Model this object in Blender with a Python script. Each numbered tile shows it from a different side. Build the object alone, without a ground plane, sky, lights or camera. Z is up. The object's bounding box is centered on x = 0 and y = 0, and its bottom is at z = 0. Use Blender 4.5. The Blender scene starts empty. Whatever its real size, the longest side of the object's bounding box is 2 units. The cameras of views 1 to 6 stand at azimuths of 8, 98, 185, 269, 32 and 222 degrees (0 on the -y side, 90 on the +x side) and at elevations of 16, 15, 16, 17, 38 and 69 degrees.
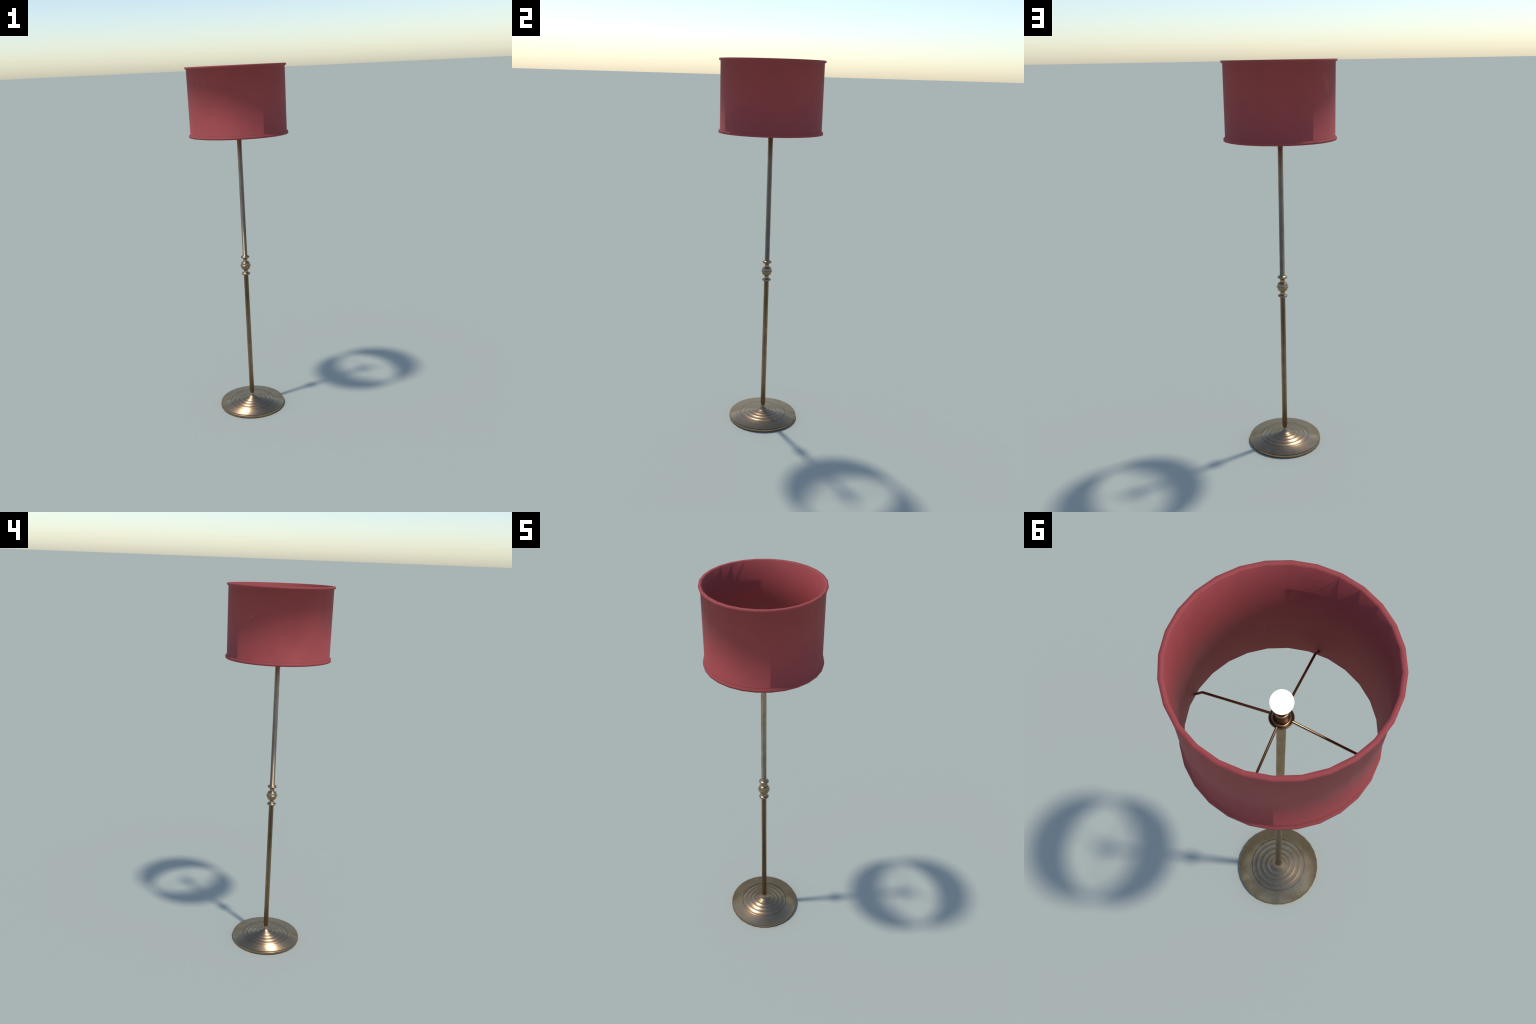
"""Brass floor lamp with a red drum shade, built from lathe profiles and swept rods."""
import bpy
from math import pi, sin, cos, atan2, hypot, radians
from mathutils import Vector

SIDES = 28                       # shade and foot are turned with 28 facets
TURN = 2 * pi

# ------------------------------------------------------------------ materials
def new_material(name):
    m = bpy.data.materials.new(name)
    m.use_nodes = True
    nt = m.node_tree
    return m, nt, nt.nodes["Principled BSDF"]


def object_coords(nt, scale=(1, 1, 1)):
    tc = nt.nodes.new("ShaderNodeTexCoord")
    mp = nt.nodes.new("ShaderNodeMapping")
    mp.inputs["Scale"].default_value = scale
    nt.links.new(tc.outputs["Object"], mp.inputs["Vector"])
    return mp.outputs["Vector"]


def noise(nt, vec, scale, detail=4.0, rough=0.55):
    n = nt.nodes.new("ShaderNodeTexNoise")
    n.inputs["Scale"].default_value = scale
    n.inputs["Detail"].default_value = detail
    n.inputs["Roughness"].default_value = rough
    nt.links.new(vec, n.inputs["Vector"])
    return n.outputs["Fac"]


def ramp(nt, fac, stops):
    r = nt.nodes.new("ShaderNodeValToRGB")
    el = r.color_ramp.elements
    while len(el) < len(stops):
        el.new(0.5)
    for e, (p, c) in zip(el, stops):
        e.position = p
        e.color = (*c, 1) if len(c) == 3 else c
    nt.links.new(fac, r.inputs["Fac"])
    return r.outputs["Color"]


def mix(nt, fac, a, b, mode="MIX"):
    n = nt.nodes.new("ShaderNodeMix")
    n.data_type = "RGBA"
    n.blend_type = mode
    for sock, v in ((n.inputs["Factor"], fac), (n.inputs[6], a), (n.inputs[7], b)):
        if isinstance(v, bpy.types.NodeSocket):
            nt.links.new(v, sock)
        elif isinstance(v, (int, float)):
            sock.default_value = v
        else:
            sock.default_value = (*v, 1)
    return n.outputs[2]


def map_range(nt, val, lo, hi, a, b):
    n = nt.nodes.new("ShaderNodeMapRange")
    n.inputs["From Min"].default_value = lo
    n.inputs["From Max"].default_value = hi
    n.inputs["To Min"].default_value = a
    n.inputs["To Max"].default_value = b
    nt.links.new(val, n.inputs["Value"])
    return n.outputs["Result"]


def bump(nt, bsdf, height, strength, dist):
    b = nt.nodes.new("ShaderNodeBump")
    b.inputs["Strength"].default_value = strength
    b.inputs["Distance"].default_value = dist
    nt.links.new(height, b.inputs["Height"])
    nt.links.new(b.outputs["Normal"], bsdf.inputs["Normal"])


def brass_material(name, clean, dull, dark, rough=(0.26, 0.40), grooves=None):
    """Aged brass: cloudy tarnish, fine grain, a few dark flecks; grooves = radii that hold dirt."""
    m, nt, p = new_material(name)
    v = object_coords(nt)
    cloud = noise(nt, v, 16, 5, 0.6)
    grain = noise(nt, v, 380, 3, 0.6)
    fleck = noise(nt, v, 150, 2, 0.5)
    col = ramp(nt, cloud, [(0.36, dull), (0.60, clean)])
    grainy = ramp(nt, grain, [(0.3, (0.86, 0.86, 0.86)), (0.7, (1.08, 1.08, 1.08))])
    col = mix(nt, 0.8, col, grainy, "MULTIPLY")
    spots = map_range(nt, fleck, 0.68, 0.76, 0, 0.6)
    col = mix(nt, spots, col, dark)
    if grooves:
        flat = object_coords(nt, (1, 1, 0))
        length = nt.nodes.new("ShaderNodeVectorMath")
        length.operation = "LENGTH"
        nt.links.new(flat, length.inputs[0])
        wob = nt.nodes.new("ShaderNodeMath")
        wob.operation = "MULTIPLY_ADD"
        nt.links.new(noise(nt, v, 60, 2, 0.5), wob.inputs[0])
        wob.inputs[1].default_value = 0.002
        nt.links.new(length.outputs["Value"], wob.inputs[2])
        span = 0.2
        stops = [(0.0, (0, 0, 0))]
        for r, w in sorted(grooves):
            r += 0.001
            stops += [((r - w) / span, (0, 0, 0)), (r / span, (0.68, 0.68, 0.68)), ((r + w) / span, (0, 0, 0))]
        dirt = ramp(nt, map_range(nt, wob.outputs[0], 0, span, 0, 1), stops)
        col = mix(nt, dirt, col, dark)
    nt.links.new(col, p.inputs["Base Color"])
    p.inputs["Metallic"].default_value = 1.0
    nt.links.new(map_range(nt, cloud, 0.3, 0.7, rough[1], rough[0]), p.inputs["Roughness"])
    bump(nt, p, grain, 0.015, 0.001)
    return m


def fabric_material(name, colour):
    m, nt, p = new_material(name)
    v = object_coords(nt)
    blotch = noise(nt, v, 9, 4, 0.6)
    weave = noise(nt, object_coords(nt, (1, 1, 1)), 260, 2, 0.5)
    hi = tuple(c * 1.05 for c in colour)
    lo = tuple(c * 0.95 for c in colour)
    col = ramp(nt, blotch, [(0.3, lo), (0.7, hi)])
    fine = ramp(nt, weave, [(0.3, (0.96, 0.96, 0.96)), (0.7, (1.04, 1.04, 1.04))])
    col = mix(nt, 0.7, col, fine, "MULTIPLY")
    nt.links.new(col, p.inputs["Base Color"])
    p.inputs["Roughness"].default_value = 0.8
    p.inputs["Specular IOR Level"].default_value = 0.5
    return m


def bulb_material(name):
    m, nt, p = new_material(name)
    p.inputs["Base Color"].default_value = (0.9, 0.88, 0.8, 1)
    p.inputs["Roughness"].default_value = 0.3
    p.inputs["Emission Color"].default_value = (1.0, 0.95, 0.8, 1)
    p.inputs["Emission Strength"].default_value = 1.2
    return m


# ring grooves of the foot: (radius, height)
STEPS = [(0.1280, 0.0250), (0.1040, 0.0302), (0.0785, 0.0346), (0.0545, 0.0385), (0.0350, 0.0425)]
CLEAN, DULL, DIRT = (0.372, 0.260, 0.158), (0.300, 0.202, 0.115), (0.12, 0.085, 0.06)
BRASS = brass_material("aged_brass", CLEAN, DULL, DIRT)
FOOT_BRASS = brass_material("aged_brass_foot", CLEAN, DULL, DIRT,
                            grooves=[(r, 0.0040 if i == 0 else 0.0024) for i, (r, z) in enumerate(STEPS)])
GROOVE_BRASS = brass_material("dark_groove_brass", (0.17, 0.115, 0.06), (0.13, 0.085, 0.045), (0.08, 0.05, 0.035), rough=(0.4, 0.55))  # darker, rougher brass colour for the groove round the foot's edge
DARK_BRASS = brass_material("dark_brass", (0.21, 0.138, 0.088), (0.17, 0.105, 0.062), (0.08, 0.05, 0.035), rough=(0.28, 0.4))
FABRIC = fabric_material("red_shade_fabric", (0.312, 0.0455, 0.0455))
GLOW = bulb_material("lit_frosted_glass")

# ------------------------------------------------------------------ lathe
def profile_normals(prof, closed):
    """Unit (radial, height) normals of a profile run with the solid on its left hand
    when walking upward on the outside; corners share the mean of their two segments."""
    n = len(prof)
    seg = []
    for i in range(n if closed else n - 1):
        (r0, z0), (r1, z1) = prof[i], prof[(i + 1) % n]
        l = hypot(r1 - r0, z1 - z0)
        seg.append(((z1 - z0) / l, -(r1 - r0) / l))
    out = []
    for i in range(n):
        a = seg[i - 1] if (closed or i > 0) else seg[0]
        b = seg[i % len(seg)] if (closed or i < n - 1) else seg[-1]
        x, y = a[0] + b[0], a[1] + b[1]
        l = hypot(x, y)
        out.append((x / l, y / l) if l > 1e-6 else b)
    return out


def facet_radius(angle, sides):
    step = TURN / sides
    t = (angle % step) - step / 2
    return cos(step / 2) / cos(t)


def lathe(name, prof, normals, spans, sides=SIDES, material=None, facet=None, flip=False):
    """Revolve profile spans [(i0, i1), ...] of one long profile into a mesh that carries the
    normals of the whole profile, so neighbouring parts meet without a visible seam.
    facet(r) gives how much (0..1) the ring follows a 28-gon instead of a circle."""
    verts, vnorm, faces, index = [], [], [], {}

    def ring(i):
        i %= len(prof)
        if i in index:
            return index[i]
        r, z = prof[i]
        nr, nz = normals[i]
        base = len(verts)
        if r < 1e-6:
            verts.append((0, 0, z)); vnorm.append((0, 0, 1 if nz >= 0 else -1))
            index[i] = [base] * sides
            return index[i]
        for k in range(sides):
            a = TURN * k / sides
            w = facet(r) if facet else 0
            rr = r * (1 + w * (facet_radius(a, SIDES) - 1))
            verts.append((rr * cos(a), rr * sin(a), z))
            vnorm.append((nr * cos(a), nr * sin(a), nz))
        index[i] = list(range(base, base + sides))
        return index[i]

    for i0, i1 in spans:
        for i in range(i0, i1):
            A, B = ring(i), ring(i + 1)
            for k in range(sides):
                q = [A[k], A[(k + 1) % sides], B[(k + 1) % sides], B[k]]
                f = []
                for v in q:
                    if v not in f:
                        f.append(v)
                if flip and len(f) == 4:
                    f = f[1:] + f[:1]
                faces.append(f)
    me = bpy.data.meshes.new(name)
    me.from_pydata(verts, [], faces)
    me.validate()
    me.polygons.foreach_set("use_smooth", [True] * len(me.polygons))
    me.normals_split_custom_set_from_vertices([Vector(n).normalized() for n in vnorm])
    if material:
        me.materials.append(material)
    me.update()
    return me


def add(name, mesh, parent):
    o = bpy.data.objects.new(name, mesh)
    bpy.context.scene.collection.objects.link(o)
    o.parent = parent
    return o


# ------------------------------------------------------------------ the lamp
lamp = bpy.data.objects.new("floor_lamp", None)
bpy.context.scene.collection.objects.link(lamp)
lamp["label"] = "slender aged brass floor lamp with red drum shade"
lamp["category"] = "floor lamp"

# --- drum shade: one closed wall section; rolled trims top and bottom
R_WALL, R_TRIM, R_IN = 0.2655, 0.2732, 0.2605
Z_BOT, Z_TOP = 1.630, 2.000
shade_prof = [
    (R_TRIM, Z_BOT), (R_TRIM, 1.6415), (R_WALL, 1.6480),        # lower trim outside
    (R_WALL, 1.9870), (R_TRIM, 1.9910), (R_TRIM, Z_TOP),        # upper trim outside
    (R_IN + 0.0003, Z_TOP), (R_IN - 0.0003, 1.9975), (R_IN, Z_BOT),      # inside
]
shade_n = profile_normals(shade_prof, True)
def tilt(deg):
    """Profile normal leaning deg degrees above the outward horizontal."""
    return (cos(radians(deg)), sin(radians(deg)))


shade_n[7] = (-cos(radians(29)), sin(radians(29)))         # inside wall, just under the upper trim
shade_n[3] = tilt(-39)                                     # wall rolls in under the upper trim
trim_n = list(shade_n)
trim_n[2], trim_n[1], trim_n[0] = tilt(8), tilt(38), tilt(-40)   # crease above the lower trim
shade = add("lamp_shade", lathe("lamp_shade", shade_prof, shade_n, [(2, 3)], material=FABRIC), lamp)
LINING_ROWS = 4
lining_prof, lining_n = [], []
for k in range(LINING_ROWS + 1):
    t = k / LINING_ROWS
    lining_prof.append(tuple(a + (b - a) * t for a, b in zip(shade_prof[7], shade_prof[8])))
    lining_n.append(tuple(a + (b - a) * t for a, b in zip(shade_n[7], shade_n[8])))
add("shade_lining", lathe("shade_lining", lining_prof, lining_n, [(0, LINING_ROWS)], material=FABRIC), shade)
add("shade_trim", lathe("shade_trim", shade_prof, shade_n, [(3, 7)], material=FABRIC), shade)
add("shade_trim", lathe("shade_trim", shade_prof, trim_n, [(0, 2), (8, 9)], material=FABRIC), shade)

shade.shadow_terminator_geometry_offset = 0.0               # facets of the taut wall stay crisp

# --- foot: faceted disc with turned steps rising to the pole
foot_prof = [(0.0, 0.0), (0.180, 0.0), (0.1915, 0.0002), (0.1928, 0.0012), (0.1930, 0.0060), (0.1926, 0.0115),
             (0.1915, 0.0133), (0.1896, 0.0140), (0.1894, 0.0158), (0.1908, 0.0168), (0.1912, 0.0182), (0.1896, 0.0199)]
# grooves cut the gently domed top into treads
E1 = len(foot_prof) - 1
foot_n = profile_normals(foot_prof, False)
foot_n[0] = (0, -1)
def lean(deg):
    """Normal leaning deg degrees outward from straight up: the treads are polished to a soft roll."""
    return (sin(radians(deg)), cos(radians(deg)))
foot_n[E1 - 1] = lean(62)
foot_n[E1] = lean(47)
r_prev, z_prev = foot_prof[-1]
TREAD_LEANS = [(38.5, 46), (26, 41), (26, 41), (28, 42), (32, 44)]
for i, (r, z) in enumerate(STEPS):
    inner_lean, outer_lean = TREAD_LEANS[i]
    wide = 0.0021 if i == 0 else 0.0012
    n = 8
    for k in range(1, n + 1):
        t = k / n
        foot_prof.append((r_prev + (r + wide - r_prev) * t, z_prev + (z - 0.0004 - z_prev) * t))
        u = 1 - t
        foot_n.append(lean(inner_lean + (outer_lean - inner_lean) * (u if i == 0 else u ** 1.3)))
    foot_prof += [(r + 0.3 * wide, z - 0.0007), (r - 0.4 * wide, z - 0.0005), (r - wide, z + 0.0003)]
    foot_n += [lean(27), lean(34), lean(42)]
    r_prev, z_prev = r - wide, z + 0.0003
foot_prof += [(0.0300, 0.0445), (0.0255, 0.0468), (0.0210, 0.0505), (0.0165, 0.0565), (0.0128, 0.0630), (0.0101, 0.0705)]
foot_n += [lean(30), lean(34), lean(42), lean(54), lean(62), lean(66)]
foot_facet = lambda r: min(1.0, max(0.0, (r - 0.13) / 0.05))
E0 = 2
foot = add("base", lathe("base", foot_prof, foot_n, [(0, E0), (E1, len(foot_prof) - 1)], sides=112,
                         material=FOOT_BRASS, facet=foot_facet), lamp)
add("base_edge", lathe("base_edge", foot_prof, foot_n, [(E0, 6), (9, E1)], sides=112, material=FOOT_BRASS, facet=foot_facet), foot)
add("edge_groove", lathe("edge_groove", foot_prof, foot_n, [(6, 9)], sides=112, material=GROOVE_BRASS, facet=foot_facet), foot)

# --- column: lower pole, turned knob between two collars, upper pole
col_prof = [(0.0101, 0.0705), (0.0136, 0.0880), (0.0131, 0.8215),                       # lower pole
            (0.0165, 0.8240), (0.0225, 0.8278), (0.0249, 0.8318), (0.0235, 0.8352), (0.0185, 0.8388), (0.0133, 0.8412),   # collar
            (0.0118, 0.8450), (0.0114, 0.8490), (0.0116, 0.8530), (0.0128, 0.8565),     # neck
            (0.0195, 0.8590), (0.0235, 0.8640), (0.0253, 0.8700), (0.0258, 0.8755), (0.0275, 0.8762),
            (0.0296, 0.8790), (0.0298, 0.8820), (0.0292, 0.8848), (0.0265, 0.8862), (0.0257, 0.8880),
            (0.0254, 0.8935), (0.0235, 0.8990), (0.0190, 0.9035), (0.0133, 0.9055),     # knob
            (0.0118, 0.9090), (0.0114, 0.9135), (0.0117, 0.9185), (0.0130, 0.9225),     # neck
            (0.0170, 0.9248), (0.0228, 0.9278), (0.0252, 0.9318), (0.0240, 0.9355), (0.0195, 0.9388), (0.0132, 0.9415),   # collar
            (0.0131, 1.7120)]                                                            # upper pole
col_prof[3:-2] = [(r + 0.0003, z) for r, z in col_prof[3:-2]]
col_n = profile_normals(col_prof, False)
I_UP = len(col_prof) - 2
col_n[0] = tilt(-12)
col_n[1] = tilt(-6)
col_n[2] = tilt(-40)
col_n[I_UP] = tilt(36)
col_n[I_UP + 1] = tilt(12)
I_C1, I_N1, I_K, I_N2, I_C2 = 2, 8, 12, 26, 30
add("lower_pole", lathe("lower_pole", col_prof, col_n, [(0, 2)], material=BRASS), lamp)
knob = add("knob", lathe("knob", col_prof, col_n, [(I_N1, I_C2)], material=BRASS), lamp)
add("collar", lathe("collar", col_prof, col_n, [(I_C1, I_N1)], material=BRASS), knob)
add("collar", lathe("collar", col_prof, col_n, [(I_C2, I_UP)], material=BRASS), knob)
add("upper_pole", lathe("upper_pole", col_prof, col_n, [(I_UP, I_UP + 1)], material=BRASS), lamp)

# --- saucer that carries the arms, and the socket cup standing in it
saucer_prof = [(0.0125, 1.7060), (0.0180, 1.7085), (0.0290, 1.7165), (0.0332, 1.7205), (0.0339, 1.7232), (0.0334, 1.7250),
               (0.0318, 1.7250), (0.0300, 1.7236), (0.0240, 1.7208), (0.0200, 1.7225), (0.0185, 1.7290), (0.0180, 1.7400),
               (0.0184, 1.7520), (0.0196, 1.7555), (0.0197, 1.7578), (0.0186, 1.7588), (0.0168, 1.7580), (0.0142, 1.7600),
               (0.0138, 1.7690), (0.0140, 1.7860), (0.0, 1.7865)]
saucer_n = profile_normals(saucer_prof, False)
saucer_n[-1] = (0, 1)
saucer = add("saucer", lathe("saucer", saucer_prof, saucer_n, [(0, 9)], sides=56, material=DARK_BRASS), lamp)
add("bulb_socket", lathe("bulb_socket", saucer_prof, saucer_n, [(9, len(saucer_prof) - 1)], sides=56, material=DARK_BRASS), saucer)

# --- bulb: slightly tall frosted globe
BULB_R, BULB_H, BULB_Z = 0.0304, 0.0345, 1.8110
bulb_prof = []
for k in range(0, 19):
    a = radians(-90 + 180 * k / 18)
    bulb_prof.append((0.0 if k in (0, 18) else BULB_R * cos(a), BULB_Z + BULB_H * sin(a)))
bulb_n = profile_normals(bulb_prof, False)
bulb_n[0], bulb_n[-1] = (0, -1), (0, 1)
add("light_bulb", lathe("light_bulb", bulb_prof, bulb_n, [(0, len(bulb_prof) - 1)], sides=48, material=GLOW), lamp)

# --- four bent rods from the saucer to the shade wall
def rod(name, path, radius, leans, sides=10):
    """Round rod along a path in the x-z plane, mitred at the bend, capped.
    leans: how far (as a slope) the surface normal rolls outward along the rod at each station."""
    verts, faces, vnorm = [], [], []
    n = len(path)
    for i, (x, z) in enumerate(path):
        d = Vector((0, 0))
        if i > 0:
            d += (Vector(path[i]) - Vector(path[i - 1])).normalized()
        if i < n - 1:
            d += (Vector(path[i + 1]) - Vector(path[i])).normalized()
        d.normalize()
        side = Vector((-d.y, d.x))
        stretch = 1.0
        if 0 < i < n - 1:
            e = (Vector(path[i]) - Vector(path[i - 1])).normalized()
            stretch = 1 / max(0.5, d.dot(e))
        for k in range(sides):
            a = TURN * k / sides
            s = radius * cos(a) * stretch
            verts.append((x + side.x * s, radius * sin(a), z + side.y * s))
            vnorm.append(Vector((side.x * cos(a) + leans[i] * d.x, sin(a), side.y * cos(a) + leans[i] * d.y)).normalized())
    for i in range(n - 1):
        for k in range(sides):
            a, b = i * sides + k, i * sides + (k + 1) % sides
            faces.append((a, a + sides, b + sides, b))
    faces.append(tuple(range(sides)))
    faces.append(tuple(reversed(range((n - 1) * sides, n * sides))))
    me = bpy.data.meshes.new(name)
    me.from_pydata(verts, [], faces)
    me.polygons.foreach_set("use_smooth", [len(f.vertices) == 4 for f in me.polygons])
    me.normals_split_custom_set_from_vertices(vnorm)
    me.materials.append(BRASS)
    me.update()
    return me


ARM_START = 1.5 * 360 / SIDES          # arms meet the wall in the middle of a facet
arm_mesh = rod("shade_arm", [(0.0300, 1.7237), (0.2285, 1.6820), (0.2305, 1.6803), (0.2603, 1.6440)], 0.0037,
               leans=(0.07, 0.16, 0.05, 0.0))
for k in range(4):
    arm = add("shade_arm", arm_mesh, lamp)
    arm.rotation_euler = (0, 0, radians(ARM_START + 90 * k))
